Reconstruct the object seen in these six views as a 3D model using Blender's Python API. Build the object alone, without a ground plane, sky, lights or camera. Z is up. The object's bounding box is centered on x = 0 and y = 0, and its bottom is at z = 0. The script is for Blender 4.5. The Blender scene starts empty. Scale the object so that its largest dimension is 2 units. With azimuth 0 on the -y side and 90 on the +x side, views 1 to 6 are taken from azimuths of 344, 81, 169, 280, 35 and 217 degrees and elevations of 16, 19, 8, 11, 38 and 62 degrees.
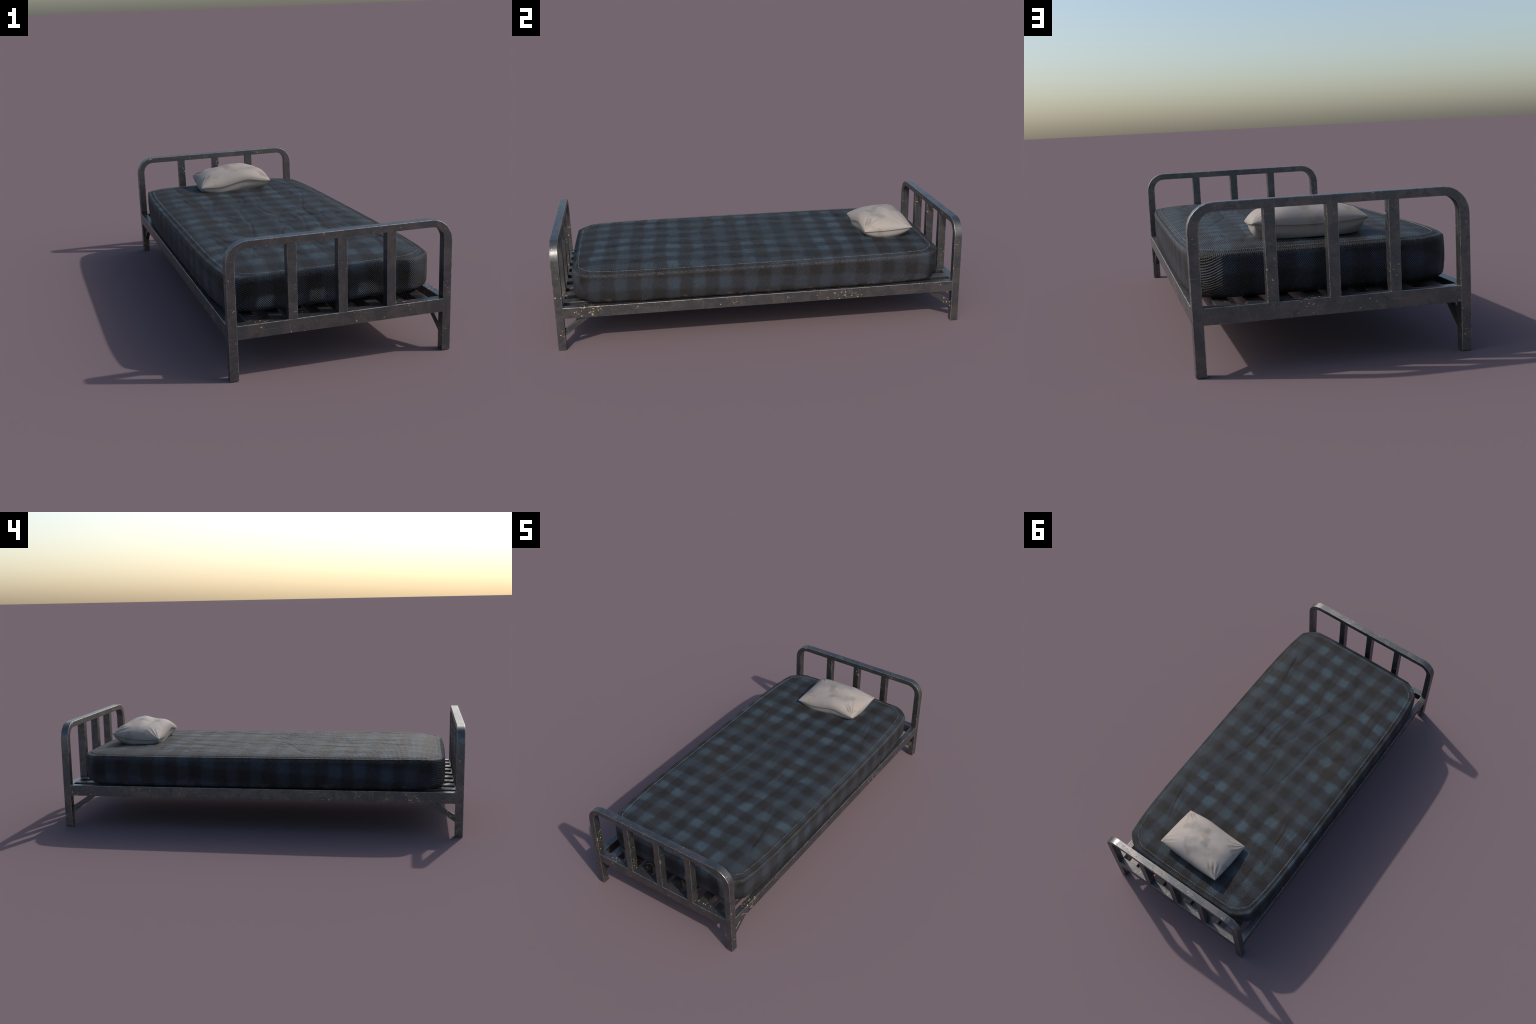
import bpy, bmesh, math, random
from mathutils import Vector, noise

random.seed(7)

# ------------------------------------------------------------------ helpers
def new_object(name, verts, faces, material, parent=None, smooth=False):
    mesh = bpy.data.meshes.new(name)
    mesh.from_pydata([tuple(v) for v in verts], [], faces)
    mesh.validate()
    bm = bmesh.new(); bm.from_mesh(mesh)
    bmesh.ops.recalc_face_normals(bm, faces=bm.faces)
    bm.to_mesh(mesh); bm.free()
    mesh.polygons.foreach_set("use_smooth", [smooth] * len(mesh.polygons))
    mesh.materials.append(material)
    if material is STEEL:
        # the narrow rounded strips along every bar are rubbed bare
        mesh.materials.append(BARE_EDGE)
        for p in mesh.polygons if name not in ("slat", "brace") else ():
            sides = sorted((mesh.vertices[p.vertices[i]].co - mesh.vertices[p.vertices[i - 1]].co).length for i in range(len(p.vertices)))
            if len(p.vertices) == 4 and sides[0] < 0.0018 and sides[-1] > 0.01:
                p.material_index = 1
    obj = bpy.data.objects.new(name, mesh)
    bpy.context.scene.collection.objects.link(obj)
    if parent is not None:
        obj.parent = parent
    return obj

def place_copy(src, location, parent, rot_z=0.0):
    obj = src.copy()
    obj.location = location
    obj.rotation_euler = (0, 0, rot_z)
    bpy.context.scene.collection.objects.link(obj)
    obj.parent = parent
    return obj

def chamfered_section(a0, a1, b0, b1, c):
    """Rectangle with rounded corners, counter-clockwise list of (a, b)."""
    k = c * 0.3
    return [(a0 + c, b0), (a1 - c, b0), (a1 - k, b0 + k), (a1, b0 + c), (a1, b1 - c), (a1 - k, b1 - k),
            (a1 - c, b1), (a0 + c, b1), (a0 + k, b1 - k), (a0, b1 - c), (a0, b0 + c), (a0 + k, b0 + k)]

def bar(axis, start, end, u_range, v_range, c=0.0018):
    """Straight bar along an axis; u, v are the two other axes in xyz order."""
    sec = chamfered_section(u_range[0], u_range[1], v_range[0], v_range[1], c)
    n = len(sec)
    verts, faces = [], []
    for t in (start, end):
        for u, v in sec:
            p = [u, v]
            p.insert(axis, t)
            verts.append(p)
    for i in range(n):
        j = (i + 1) % n
        faces.append((i, j, n + j, n + i))
    faces.append(tuple(range(n)))
    faces.append(tuple(range(n, 2 * n)))
    return verts, faces

def smoothstep(a, b, x):
    t = max(0.0, min(1.0, (x - a) / (b - a)))
    return t * t * (3 - 2 * t)

# ------------------------------------------------------------------ node helpers
class Nodes:
    def __init__(self, name):
        self.mat = bpy.data.materials.new(name)
        self.mat.use_nodes = True
        self.tree = self.mat.node_tree
        self.tree.nodes.clear()
        self.out = self.add("ShaderNodeOutputMaterial")
        self.bsdf = self.add("ShaderNodeBsdfPrincipled")
        self.link(self.bsdf.outputs[0], self.out.inputs[0])
    def add(self, kind, **props):
        node = self.tree.nodes.new(kind)
        for k, v in props.items():
            setattr(node, k, v)
        return node
    def link(self, a, b):
        self.tree.links.new(a, b)
    def put(self, value, socket):
        if hasattr(value, "is_output"):
            self.link(value, socket)
        else:
            socket.default_value = value
    def math(self, op, a, b=None, c=None, clamp=False):
        n = self.add("ShaderNodeMath", operation=op, use_clamp=clamp)
        self.put(a, n.inputs[0])
        if b is not None: self.put(b, n.inputs[1])
        if c is not None: self.put(c, n.inputs[2])
        return n.outputs[0]
    def vmath(self, op, a, b):
        n = self.add("ShaderNodeVectorMath", operation=op)
        self.put(a, n.inputs[0]); self.put(b, n.inputs[1])
        return n.outputs[0]
    def noise(self, vec, scale, detail=3.0, rough=0.5, distortion=0.0):
        n = self.add("ShaderNodeTexNoise")
        self.link(vec, n.inputs["Vector"])
        n.inputs["Scale"].default_value = scale
        n.inputs["Detail"].default_value = detail
        n.inputs["Roughness"].default_value = rough
        n.inputs["Distortion"].default_value = distortion
        return n.outputs[0]
    def ramp(self, fac, lo, hi):
        n = self.add("ShaderNodeMapRange", interpolation_type="SMOOTHSTEP")
        self.put(fac, n.inputs["Value"])
        n.inputs["From Min"].default_value = lo
        n.inputs["From Max"].default_value = hi
        return n.outputs[0]
    def mix(self, fac, a, b, mode="MIX"):
        n = self.add("ShaderNodeMix", data_type="RGBA", blend_type=mode)
        self.put(fac, n.inputs[0])
        self.put(a if hasattr(a, "is_output") else (*a, 1.0), n.inputs[6])
        self.put(b if hasattr(b, "is_output") else (*b, 1.0), n.inputs[7])
        return n.outputs[2]
    def mixf(self, fac, a, b):
        n = self.add("ShaderNodeMix", data_type="FLOAT")
        self.put(fac, n.inputs[0]); self.put(a, n.inputs[2]); self.put(b, n.inputs[3])
        return n.outputs[0]
    def bump(self, height, strength, distance, normal=None):
        n = self.add("ShaderNodeBump")
        n.inputs["Strength"].default_value = strength
        n.inputs["Distance"].default_value = distance
        self.link(height, n.inputs["Height"])
        if normal is not None:
            self.link(normal, n.inputs["Normal"])
        return n.outputs[0]

# ------------------------------------------------------------------ materials
def metal_material(name, edge):
    m = Nodes(name)
    tc = m.add("ShaderNodeTexCoord")
    oi = m.add("ShaderNodeObjectInfo")
    P = m.vmath("ADD", tc.outputs["Object"], oi.outputs["Location"])
    # blotchy patina
    patch = m.ramp(m.noise(P, 14, 8, 0.68, 0.4), 0.45, 0.57)
    fine = m.noise(P, 160, 4, 0.7)
    base = m.mix(patch, (0.112, 0.116, 0.118), (0.160, 0.146, 0.141))
    base = m.mix(m.math("MULTIPLY", m.ramp(fine, 0.35, 0.7), 0.25), base, (0.085, 0.084, 0.084))
    # hard-edged darker flakes
    flake = m.ramp(m.noise(P, 34, 6, 0.65, 0.6), 0.585, 0.60)
    base = m.mix(m.math("MULTIPLY", flake, 0.42), base, (0.070, 0.078, 0.086))
    # fine pale scratches in three directions
    for stretch, off in (((6.0, 130.0, 130.0), 1.0), ((130.0, 6.0, 130.0), 2.0), ((130.0, 130.0, 6.0), 3.0)):
        n = m.noise(m.vmath("ADD", m.vmath("MULTIPLY", P, stretch), (off, off, off)), 1.0, 2, 0.5)
        base = m.mix(m.math("MULTIPLY", m.ramp(n, 0.665, 0.71), 0.40), base, (0.30, 0.27, 0.25))
    if edge:
        rub = m.ramp(m.noise(P, 45, 5, 0.7), 0.36, 0.56)
        base = m.mix(m.math("MULTIPLY", rub, 0.85), base, (0.36, 0.345, 0.345))
    # yellow paint chips: small dots that gather in clusters
    cluster = m.ramp(m.noise(P, 9, 2, 0.5), 0.40, 0.66)
    dots = m.noise(m.vmath("MULTIPLY", P, (1.0, 1.0, 1.35)), 88, 3, 0.6)
    thr = m.math("SUBTRACT", 0.733, m.math("MULTIPLY", cluster, 0.115))
    chip = m.ramp(m.math("SUBTRACT", dots, thr), 0.0, 0.03)
    base = m.mix(chip, base, (0.58, 0.44, 0.22))
    m.link(base, m.bsdf.inputs["Base Color"])
    m.put(m.mixf(chip, 0.85, 0.2), m.bsdf.inputs["Metallic"])
    rough = m.math("ADD", 0.32, m.math("MULTIPLY", fine, 0.14))
    rough = m.math("ADD", rough, m.math("MULTIPLY", flake, 0.12))
    m.link(rough, m.bsdf.inputs["Roughness"])
    h = m.math("ADD", m.math("MULTIPLY", fine, 0.4), m.math("MULTIPLY", flake, -0.35))
    m.link(m.bump(h, 0.25, 0.002), m.bsdf.inputs["Normal"])
    return m.mat

MATTRESS_EDGE_Z = 0.361

def fabric_material():
    m = Nodes("checked_denim_cloth")
    tc = m.add("ShaderNodeTexCoord")
    P = tc.outputs["Object"]
    sep = m.add("ShaderNodeSeparateXYZ"); m.link(P, sep.inputs[0])
    x, y, z = sep.outputs
    geo = m.add("ShaderNodeNewGeometry")
    nsep = m.add("ShaderNodeSeparateXYZ"); m.link(geo.outputs["True Normal"], nsep.inputs[0])
    ax = m.math("ABSOLUTE", nsep.outputs[0]); ay = m.math("ABSOLUTE", nsep.outputs[1])
    side = m.math("GREATER_THAN", ax, ay)
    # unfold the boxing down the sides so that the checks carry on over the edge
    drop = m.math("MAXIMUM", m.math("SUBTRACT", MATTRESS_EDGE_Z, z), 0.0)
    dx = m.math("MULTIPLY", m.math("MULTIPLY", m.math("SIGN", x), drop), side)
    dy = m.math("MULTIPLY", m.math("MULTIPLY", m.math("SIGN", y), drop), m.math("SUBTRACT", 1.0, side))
    warp = m.noise(P, 5.0, 2, 0.5)
    wob = m.math("ADD", m.math("MULTIPLY", m.math("SUBTRACT", warp, 0.5), 0.05),
                 m.math("MULTIPLY", m.math("SUBTRACT", m.noise(P, 38.0, 3, 0.6), 0.5), 0.022))
    U0 = m.math("ADD", x, dx); V0 = m.math("ADD", y, dy)
    ang = math.radians(3.0)
    U = m.math("ADD", m.math("SUBTRACT", m.math("MULTIPLY", U0, math.cos(ang)), m.math("MULTIPLY", V0, math.sin(ang))), wob)
    V = m.math("ADD", m.math("ADD", m.math("MULTIPLY", V0, math.cos(ang)), m.math("MULTIPLY", U0, math.sin(ang))), wob)
    def stripe(c, offset, period=0.1245):
        s = m.math("COSINE", m.math("MULTIPLY", m.math("SUBTRACT", c, offset), 2 * math.pi / period))
        return m.ramp(s, -0.55, 0.7)
    a = stripe(U, 0.024); b = stripe(V, -0.285)
    both = m.math("MULTIPLY", a, b)
    one = m.math("MAXIMUM", a, b)
    # worn and faded areas
    fade = m.ramp(m.noise(P, 3.2, 3, 0.55), 0.36, 0.62)
    brown = m.ramp(m.noise(P, 6.5, 3, 0.6, 0.3), 0.45, 0.68)
    dark = m.mix(brown, (0.0165, 0.0153, 0.0147), (0.0210, 0.0178, 0.0147))
    mid = m.mix(brown, (0.0255, 0.0285, 0.0345), (0.0262, 0.0255, 0.0252))
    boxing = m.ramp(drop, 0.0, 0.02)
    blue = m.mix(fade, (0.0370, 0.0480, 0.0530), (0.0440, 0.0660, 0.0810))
    # boxing tinted duller and violet: the ground's purple reflection painted into its colour
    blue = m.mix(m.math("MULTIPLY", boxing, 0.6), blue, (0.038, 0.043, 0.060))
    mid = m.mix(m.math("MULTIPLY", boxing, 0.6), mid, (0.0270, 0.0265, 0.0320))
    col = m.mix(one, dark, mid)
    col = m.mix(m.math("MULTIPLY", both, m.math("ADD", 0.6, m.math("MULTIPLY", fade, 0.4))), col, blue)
    green = m.ramp(m.noise(m.vmath("ADD", P, (3.1, 1.7, 0.4)), 7, 2, 0.5), 0.60, 0.72)
    col = m.mix(m.math("MULTIPLY", green, 0.35), col, (0.019, 0.026, 0.022))
    # coarse weave
    per = 0.0060
    wa = m.math("SINE", m.math("MULTIPLY", U0, 2 * math.pi / per))
    wb = m.math("SINE", m.math("MULTIPLY", V0, 2 * math.pi / per))
    twill = m.math("SINE", m.math("MULTIPLY", m.math("SUBTRACT", m.math("ADD", U0, y), m.math("MULTIPLY", drop, m.math("SUBTRACT", 1.0, side))), 2 * math.pi / (per * 1.35)))
    weave = m.math("ADD", m.math("MULTIPLY", m.math("ADD", wa, wb), m.mixf(boxing, 0.33, 0.14)), m.math("MULTIPLY", twill, m.mixf(boxing, 0.25, 0.68)))
    grain = m.noise(P, 420, 2, 0.6)
    weave = m.math("ADD", weave, m.math("MULTIPLY", m.math("SUBTRACT", grain, 0.5), 1.2))
    shade = m.ramp(weave, -0.9, 0.9)
    col = m.mix(1.0, col, m.mix(shade, (0.38, 0.37, 0.36), (1.62, 1.63, 1.66)), "MULTIPLY")
    # pale rubbed edge along the top rim of the boxing, pinkish fray along the bottom
    rim = m.math("MULTIPLY", m.ramp(z, 0.343, 0.354), m.math("SUBTRACT", 1.0, m.ramp(z, 0.360, 0.3645)))
    rubbed = m.math("MULTIPLY", rim, m.ramp(m.noise(P, 120, 5, 0.75), 0.36, 0.66))
    col = m.mix(m.math("MULTIPLY", rubbed, 0.55), col, (0.090, 0.088, 0.090))
    hem = m.math("MULTIPLY", m.math("SUBTRACT", 1.0, m.ramp(z, 0.234, 0.246)), m.ramp(m.noise(P, 22, 4, 0.7), 0.50, 0.64))
    col = m.mix(m.math("MULTIPLY", hem, 0.7), col, (0.085, 0.058, 0.064))
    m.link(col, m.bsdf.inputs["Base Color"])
    m.bsdf.inputs["Roughness"].default_value = 0.62
    m.bsdf.inputs["Specular IOR Level"].default_value = 0.22
    m.link(m.bump(weave, 0.75, 0.0022), m.bsdf.inputs["Normal"])
    return m.mat

def pillow_material():
    m = Nodes("stained_linen")
    tc = m.add("ShaderNodeTexCoord")
    P = tc.outputs["Object"]
    soft = m.ramp(m.noise(P, 16, 3, 0.5, 0.5), 0.38, 0.68)
    col = m.mix(soft, (0.280, 0.252, 0.230), (0.295, 0.248, 0.210))
    stain = m.ramp(m.noise(m.vmath("ADD", P, (0.7, 0.2, 0.0)), 13, 2, 0.45), 0.56, 0.66)
    col = m.mix(m.math("MULTIPLY", stain, 0.6), col, (0.195, 0.170, 0.135))
    m.link(col, m.bsdf.inputs["Base Color"])
    m.bsdf.inputs["Roughness"].default_value = 0.75
    m.link(m.bump(m.noise(P, 500, 2, 0.6), 0.15, 0.001), m.bsdf.inputs["Normal"])
    return m.mat

def thread_material():
    m = Nodes("pale_thread")
    tc = m.add("ShaderNodeTexCoord")
    f = m.ramp(m.noise(tc.outputs["Object"], 30, 3, 0.6), 0.35, 0.65)
    m.link(m.mix(f, (0.10, 0.105, 0.11), (0.23, 0.23, 0.225)), m.bsdf.inputs["Base Color"])
    m.bsdf.inputs["Roughness"].default_value = 0.8
    return m.mat

STEEL = metal_material("worn_dark_steel", 0.0)
BARE_EDGE = metal_material("rubbed_steel_edge", 1.0)
CLOTH = fabric_material()
LINEN = pillow_material()
THREAD = thread_material()

# ------------------------------------------------------------------ bed frame
HALF_W, HALF_L = 0.4480, 1.0
POST, DEPTH = 0.0340, 0.038
TOP, TOP_IN = 0.5315, 0.5030
RAIL_LO, RAIL_HI = 0.160, 0.2138
IN_X, IN_Y = HALF_W - POST, HALF_L - DEPTH

frame = bpy.data.objects.new("metal_bed_frame", None)
bpy.context.scene.collection.objects.link(frame)
frame["label"] = "worn dark steel single bed frame with flaking yellow chips"
frame["category"] = "bed frame"

def hoop_mesh(y0, y1):
    """Bent bar: up one post, round two corners and down the other post."""
    cx_o, cz_o, r_o = HALF_W - 0.086, TOP - 0.086, 0.086
    cx_i, cz_i, r_i = IN_X - 0.050, TOP_IN - 0.050, 0.050
    stations = [((HALF_W, RAIL_LO), (IN_X, RAIL_LO)), ((HALF_W, 0.33), (IN_X, 0.33))]
    seg = 6
    for k in range(seg + 1):
        t = math.pi / 2 * k / seg
        stations.append(((cx_o + r_o * math.cos(t), cz_o + r_o * math.sin(t)),
                         (cx_i + r_i * math.cos(t), cz_i + r_i * math.sin(t))))
    stations.append(((0.0, TOP), (0.0, TOP_IN)))
    left = [((-o[0], o[1]), (-i[0], i[1])) for o, i in reversed(stations[:-1])]
    stations += left
    sec = chamfered_section(0.0, 1.0, y0, y1, 0.0)
    verts, faces = [], []
    c = 0.0018
    for o, i in stations:
        w = math.hypot(o[0] - i[0], o[1] - i[1])
        for a, yy in chamfered_section(0.0, w, y0, y1, c):
            f = a / w
            verts.append((o[0] + (i[0] - o[0]) * f, yy, o[1] + (i[1] - o[1]) * f))
    n = 12
    for s in range(len(stations) - 1):
        for k in range(n):
            j = (k + 1) % n
            faces.append((s * n + k, s * n + j, (s + 1) * n + j, (s + 1) * n + k))
    faces.append(tuple(range(n)))
    faces.append(tuple(range((len(stations) - 1) * n, len(stations) * n)))
    return verts, faces

def smooth_by_angle(obj, degrees):
    mesh = obj.data
    bm = bmesh.new(); bm.from_mesh(mesh)
    for f in bm.faces: f.smooth = True
    for e in bm.edges:
        if len(e.link_faces) == 2:
            e.smooth = e.calc_face_angle(0.0) < math.radians(degrees)
    bm.to_mesh(mesh); bm.free()

def end_board(name, sgn):
    y0, y1 = sorted((sgn * IN_Y, sgn * HALF_L))
    board = new_object(name, *hoop_mesh(y0, y1), STEEL, frame)
    smooth_by_angle(board, 18)
    new_object("cross_rail", *bar(0, -IN_X, IN_X, (y0, y1), (RAIL_LO, RAIL_HI)), STEEL, board)
    first = None
    for cx in (-0.1975, 0.0, 0.1965):
        if first is None:
            first = new_object("baluster", *bar(2, RAIL_HI - 0.001, TOP_IN + 0.001, (-0.0180, 0.0180), (y0, y1), 0.0016), STEEL, board)
            first.location.x = cx
        else:
            place_copy(first, (cx, 0, 0), board)
    for cx in (-1, 1):
        x0, x1 = sorted((cx * IN_X, cx * HALF_W))
        new_object("leg", *bar(2, 0.0, RAIL_LO, (x0, x1), (y0, y1)), STEEL, board)
    return board

end_board("headboard", 1)
end_board("footboard", -1)

for s in (-1, 1):
    x0, x1 = sorted((s * IN_X, s * HALF_W))
    new_object("side_rail", *bar(1, -IN_Y, IN_Y, (x0, x1), (RAIL_LO, RAIL_HI)), STEEL, frame)

slat = None
for k in range(8):
    cx = (k - 3.5) * 0.0985
    if slat is None:
        slat = new_object("slat", *bar(1, -IN_Y, IN_Y, (-0.0245, 0.0245), (0.164, RAIL_HI - 0.0008), 0.0015), STEEL, frame)
        slat.location.x = cx
    else:
        place_copy(slat, (cx, 0, 0), frame)

def brace_mesh(mirror):
    quad = [(-0.970, 0.062), (-0.8265, 0.1635), (-0.868, 0.1635), (-0.970, 0.0964)]
    verts = [(x, yy, zz) for x in (0.4155 * mirror, 0.4345 * mirror) for yy, zz in quad]
    faces = [(0, 1, 2, 3), (4, 5, 6, 7)] + [(i, (i + 1) % 4, 4 + (i + 1) % 4, 4 + i) for i in range(4)]
    return verts, faces

for mirror in (1, -1):
    b = new_object("brace", *brace_mesh(mirror), STEEL, frame)
    bm = bmesh.new(); bm.from_mesh(b.data)
    bmesh.ops.bevel(bm, geom=list(bm.edges), offset=0.0015, segments=1, affect="EDGES")
    bm.to_mesh(b.data); bm.free()
    place_copy(b, (0, 0, 0), frame, math.pi)

# ------------------------------------------------------------------ mattress
def outline_quarter():
    """Plan outline from the middle of the long side to the middle of the end."""
    pts = []
    for k in range(40):
        t = k / 40
        yy = 0.848 * t
        pts.append((0.420 + 0.027 * (1 - t ** 6), yy))
    a, b = (0.420, 0.848), (0.332, 0.914)
    for k in range(12):
        t = k / 12
        bow = 0.008 * math.sin(math.pi * t)
        pts.append((a[0] + (b[0] - a[0]) * t + bow * 0.6, a[1] + (b[1] - a[1]) * t + bow * 0.8))
    for k in range(22):
        t = k / 22
        pts.append((0.332 * (1 - t), 0.914 + 0.006 * (1 - (1 - t) ** 2)))
    pts.append((0.0, 0.920))
    return pts

def outline():
    q = outline_quarter()
    full = list(q)
    full += [(-px, py) for px, py in reversed(q[:-1])]
    full += [(-px, -py) for px, py in q[1:]]
    full += [(px, -py) for px, py in reversed(q[1:-1])]
    return full

RIM = outline()
HALF_MX, HALF_MY = 0.447, 0.920

def crease_field(px, py):
    """Long soft folds running mostly down the length of the bed."""
    wx = px + 0.04 * noise.noise(Vector((px * 2.5, py * 2.2, 3.0))) + 0.012 * noise.noise(Vector((px * 9, py * 7, 1.0)))
    dents = 0.0
    for kx, ky, skew, seed, width, gain in ((6.5, 1.7, 1.3, 1.3, 0.10, 1.0), (9.0, 2.4, -1.8, 8.1, 0.10, 0.8),
                                            (13.0, 3.6, 2.2, 14.7, 0.13, 0.55), (5.0, 5.5, -3.5, 19.2, 0.07, 0.6)):
        ridge = abs(noise.noise(Vector((wx * kx + py * skew, py * ky, seed))))
        where = smoothstep(-0.28, 0.12, noise.noise(Vector((px * 3.4, py * 2.6, seed + 20.0))))
        dents += gain * where * (1 - smoothstep(0.0, width, ridge))
    soft = noise.noise(Vector((px * 4.0, py * 2.5, 5.0))) + 0.5 * noise.noise(Vector((px * 11.0, py * 6.0, 9.0)))
    return -0.0034 * dents + 0.0020 * soft

def mattress_mesh():
    # (inset from the rim, height): underside, boxing, rim, quilt seam, top
    profile = [(0.10, 0.2142), (0.030, 0.2142), (0.016, 0.2172), (0.007, 0.2250), (0.0035, 0.2335), (0.0015, 0.246),
               (0.0008, 0.262), (0.0, 0.28), (0.0, 0.30), (0.0, 0.32), (0.0004, 0.338), (0.0004, 0.350), (0.0008, 0.3570),
               (0.0022, 0.3608), (0.0055, 0.3632), (0.0095, 0.3636), (0.0135, 0.3626), (0.018, 0.3630), (0.022, 0.3662), (0.0265, 0.3686),
               (0.0300, 0.3684), (0.0325, 0.3676), (0.036, 0.3692), (0.042, 0.3705)]
    n = len(RIM)
    rings = []
    for d, zz in profile:
        rings.append([(px * (1 - d / HALF_MX), py * (1 - d / HALF_MY), zz) for px, py in RIM])
    # boxing lumps
    for ring, (d, zz) in zip(rings, profile):
        f = smoothstep(0.225, 0.26, zz) * (1 - smoothstep(0.34, 0.36, zz))
        hem = 1 - smoothstep(0.226, 0.25, zz)
        for i, (px, py, pz) in enumerate(ring):
            l = math.hypot(px, py)
            k = 0.0030 * f * noise.noise(Vector((px * 9, py * 9, pz * 12)))
            dz = 0.0022 * hem * smoothstep(0.2145, 0.22, zz) * noise.noise(Vector((px * 16, py * 16, 2.0)))
            end = smoothstep(0.80, 0.90, abs(py)) * (1 - smoothstep(0.218, 0.238, zz)) * smoothstep(0.2, 0.03, d)
            dz += 0.0045 * smoothstep(0.352, 0.362, zz) * smoothstep(0.30, 0.42, -px) * (1 - smoothstep(0.75, 0.90, abs(py)))
            ring[i] = (px + k * px / l, (py + k * py / l) * (1 - 0.024 * end), pz + dz)
    d0 = profile[-1][0]
    inner = 90
    for s in range(1, inner):
        f = 1 - s / inner
        ring = []
        for px, py in RIM:
            qx = px * (1 - d0 / HALF_MX) * f
            qy = py * (1 - d0 / HALF_MY) * f
            edge = min(1.0, (1 - f) / 0.14)
            rise = min(1.0, (1 - f) / 0.24)
            zz = 0.3705 + 0.0140 * (1 - (1 - rise) ** 2) + edge * crease_field(qx, qy)
            zz += 0.0045 * (1 - rise) ** 2 * smoothstep(0.30, 0.40, -qx) * (1 - smoothstep(0.72, 0.88, abs(qy)))
            ring.append((qx, qy, zz))
        rings.append(ring)
    verts = [v for r in rings for v in r]
    faces = []
    for a in range(len(rings) - 1):
        for i in range(n):
            j = (i + 1) % n
            faces.append((a * n + i, a * n + j, (a + 1) * n + j, (a + 1) * n + i))
    verts.append((0, 0, rings[-1][0][2])); top = len(verts) - 1
    last = (len(rings) - 1) * n
    for i in range(n):
        faces.append((last + i, last + (i + 1) % n, top))
    verts.append((0, 0, 0.2142)); bot = len(verts) - 1
    for i in range(n):
        faces.append(((i + 1) % n, i, bot))
    return verts, faces

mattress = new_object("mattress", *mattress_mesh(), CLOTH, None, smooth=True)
smooth_by_angle(mattress, 50)
mattress["label"] = "thin mattress in dark blue checked cloth with stitched rim"
mattress["category"] = "mattress"

def stitches_mesh(inset, zz, dash=0.0085, gap=0.0018, radius=0.0011):
    path = [(px * (1 - inset / HALF_MX), py * (1 - inset / HALF_MY)) for px, py in RIM]
    n = len(path)
    lengths = [0.0]
    for i in range(n):
        a, b = path[i], path[(i + 1) % n]
        lengths.append(lengths[-1] + math.hypot(b[0] - a[0], b[1] - a[1]))
    total = lengths[-1]
    def at(s):
        s %= total
        lo, hi = 0, n
        while hi - lo > 1:
            mid = (lo + hi) // 2
            if lengths[mid] <= s: lo = mid
            else: hi = mid
        a, b = path[lo], path[(lo + 1) % n]
        f = (s - lengths[lo]) / (lengths[lo + 1] - lengths[lo])
        px, py = a[0] + (b[0] - a[0]) * f, a[1] + (b[1] - a[1]) * f
        return Vector((px, py, zz + 0.0045 * smoothstep(0.30, 0.42, -px) * (1 - smoothstep(0.75, 0.90, abs(py)))))
    verts, faces = [], []
    count = int(total / (dash + gap))
    for k in range(count):
        s0 = k * total / count
        p0, p1 = at(s0), at(s0 + dash * random.uniform(0.85, 1.1))
        d = (p1 - p0).normalized()
        side = Vector((-d.y, d.x, 0))
        up = Vector((0, 0, 1))
        base = len(verts)
        for t, r in ((0.0, 0.35), (0.2, 1.0), (0.8, 1.0), (1.0, 0.35)):
            c = p0.lerp(p1, t)
            for q in range(5):
                ang = 2 * math.pi * q / 5
                verts.append(c + (side * math.cos(ang) + up * math.sin(ang) * 0.8) * radius * r)
        for ringi in range(3):
            for q in range(5):
                w = (q + 1) % 5
                faces.append((base + ringi * 5 + q, base + ringi * 5 + w, base + ringi * 5 + 5 + w, base + ringi * 5 + 5 + q))
        faces.append(tuple(base + q for q in range(5)))
        faces.append(tuple(base + 15 + q for q in range(5)))
    return verts, faces

stitch = new_object("stitching", *stitches_mesh(0.031, 0.3686), THREAD, mattress, smooth=True)
stitch["kind"] = "stuff"

# ------------------------------------------------------------------ pillow
PC = {(-1, -1): (-0.177, 0.565, 0.412), (1, -1): (0.204, 0.568, 0.420),
      (1, 1): (0.219, 0.815, 0.437), (-1, 1): (-0.168, 0.826, 0.435)}

def pillow_plan(s, t):
    def bil(k):
        return sum(PC[(a, b)][k] * (1 + a * s) * (1 + b * t) / 4 for a in (-1, 1) for b in (-1, 1))
    px, py, pz = bil(0), bil(1), bil(2)
    # sides drawn in between the corners
    px += s * abs(s) * 0.001 * (1 - t * t)
    py += t * abs(t) * 0.003 * (1 - s * s)
    return px, py, pz

def seam_height(s, t):
    """Vertical wander of the seam: up in the middle of the foot side, sagging elsewhere."""
    h = 0.0
    if t < 0: h += t * t * (0.021 * math.exp(-((s - 0.30) / 0.42) ** 2) - 0.004 * math.exp(-((s + 0.5) / 0.3) ** 2))
    if t > 0: h -= t * t * 0.012 * (1 - s * s)
    if s < 0: h -= s * s * 0.014 * (1 - t * t)
    if s > 0: h -= s * s * 0.003 * (1 - t * t)
    return h

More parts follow.
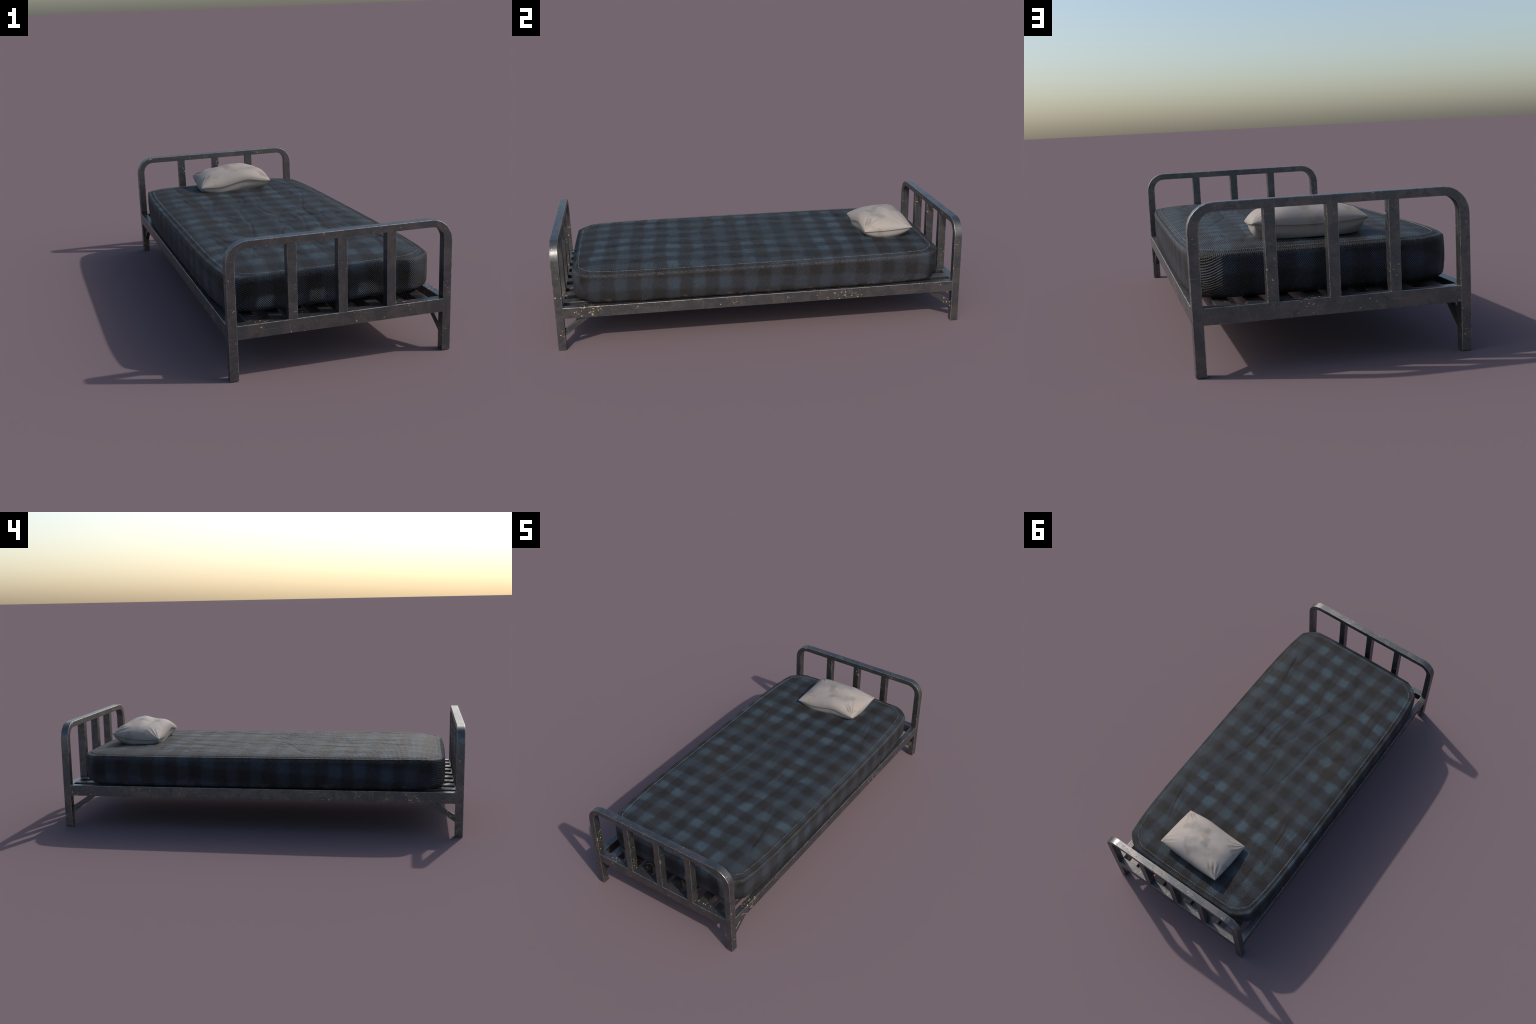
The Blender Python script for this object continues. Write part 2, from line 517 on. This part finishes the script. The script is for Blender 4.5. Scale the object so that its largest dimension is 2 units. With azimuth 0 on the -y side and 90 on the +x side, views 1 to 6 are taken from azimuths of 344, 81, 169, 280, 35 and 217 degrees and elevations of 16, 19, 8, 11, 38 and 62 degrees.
def pillow_mesh():
    N, M = 120, 96
    verts, faces = [], []
    def crown(s, t):
        return ((1 - s * s) * (1 - t * t))
    def corner_folds(s, t):
        tot = 0.0
        for (a, b), k, ph in (((1, -1), 1.0, 0.3), ((-1, 1), 1.0, 1.1), ((-1, -1), 0.45, 0.0), ((1, 1), 0.3, 2.0)):
            du, dv = (a - s) * a * 0.19, (b - t) * b * 0.125
            r = math.hypot(du, dv)
            if r < 1e-5: continue
            th = math.atan2(dv, du)
            amp = smoothstep(0.006, 0.03, r) * (1 - smoothstep(0.05, 0.115, r)) * smoothstep(0.12, 0.45, th) * (1 - smoothstep(1.1, 1.42, th))
            tot += k * amp * 0.0030 * math.sin(th * 17 + ph + 5 * noise.noise(Vector((s * 2, t * 2, 7.0))))
        return tot
    top, bot = {}, {}
    for i in range(N + 1):
        for j in range(M + 1):
            u, v = -1 + 2 * i / N, -1 + 2 * j / M
            s = math.sin(u * math.pi / 2); t = math.sin(v * math.pi / 2)
            px, py, pz = pillow_plan(s, t)
            pz += seam_height(s, t)
            c = crown(s, t)
            lump = 1 + 0.10 * s * t * 0 + 0.16 * noise.noise(Vector((s * 1.2, t * 1.3, 4.4)))
            h = 0.067 * (0.75 * c ** 0.33 + 0.25 * (1 - (1 - c) ** 4)) * lump * (1 - 0.05 * t) * (1 - 0.16 * smoothstep(0.35, 1.0, s))
            h += 0.008 * math.exp(-((s - 0.25) / 0.5) ** 2 - ((t - 0.25) / 0.5) ** 2)*c
            h -= 0.011 * c * math.exp(-((s - 0.05) / 0.6) ** 2 - ((t + 0.33) / 0.20) ** 2)
            h += c ** 0.5 * 0.0035 * noise.noise(Vector((s * 4, t * 3.4, 2.0)))
            h += corner_folds(s, t)
            verts.append((px, py, pz + h)); top[i, j] = len(verts) - 1
    # the lower sheet starts a little inside the seam, which leaves a shadow groove under the lip
    for i in range(N + 1):
        for j in range(M + 1):
            u, v = -1 + 2 * i / N, -1 + 2 * j / M
            s = math.sin(u * math.pi / 2); t = math.sin(v * math.pi / 2)
            if i in (0, N) or j in (0, M):
                bot[i, j] = top[i, j]; continue
            px, py, pz = pillow_plan(s, t)
            pz += seam_height(s, t)
            e = min(1 - abs(s), 1 - abs(t))
            groove = 0.004 * (1 - smoothstep(0.004, 0.09, e))
            c = crown(s, t)
            zb = pz - 0.0012 - 0.098 * (c ** 0.54) * smoothstep(0.0, 0.04, e)
            px -= s * groove; py -= t * groove
            zb = max(zb, 0.3805)
            verts.append((px, py, zb)); bot[i, j] = len(verts) - 1
    for i in range(N):
        for j in range(M):
            faces.append((top[i, j], top[i + 1, j], top[i + 1, j + 1], top[i, j + 1]))
            f = (bot[i, j], bot[i, j + 1], bot[i + 1, j + 1], bot[i + 1, j])
            if len(set(f)) == 4: faces.append(f)
    return verts, faces

pillow = new_object("pillow", *pillow_mesh(), LINEN, None, smooth=True)
smooth_by_angle(pillow, 60)
pillow["label"] = "small off-white stained pillow with pinched corners"
pillow["category"] = "pillow"
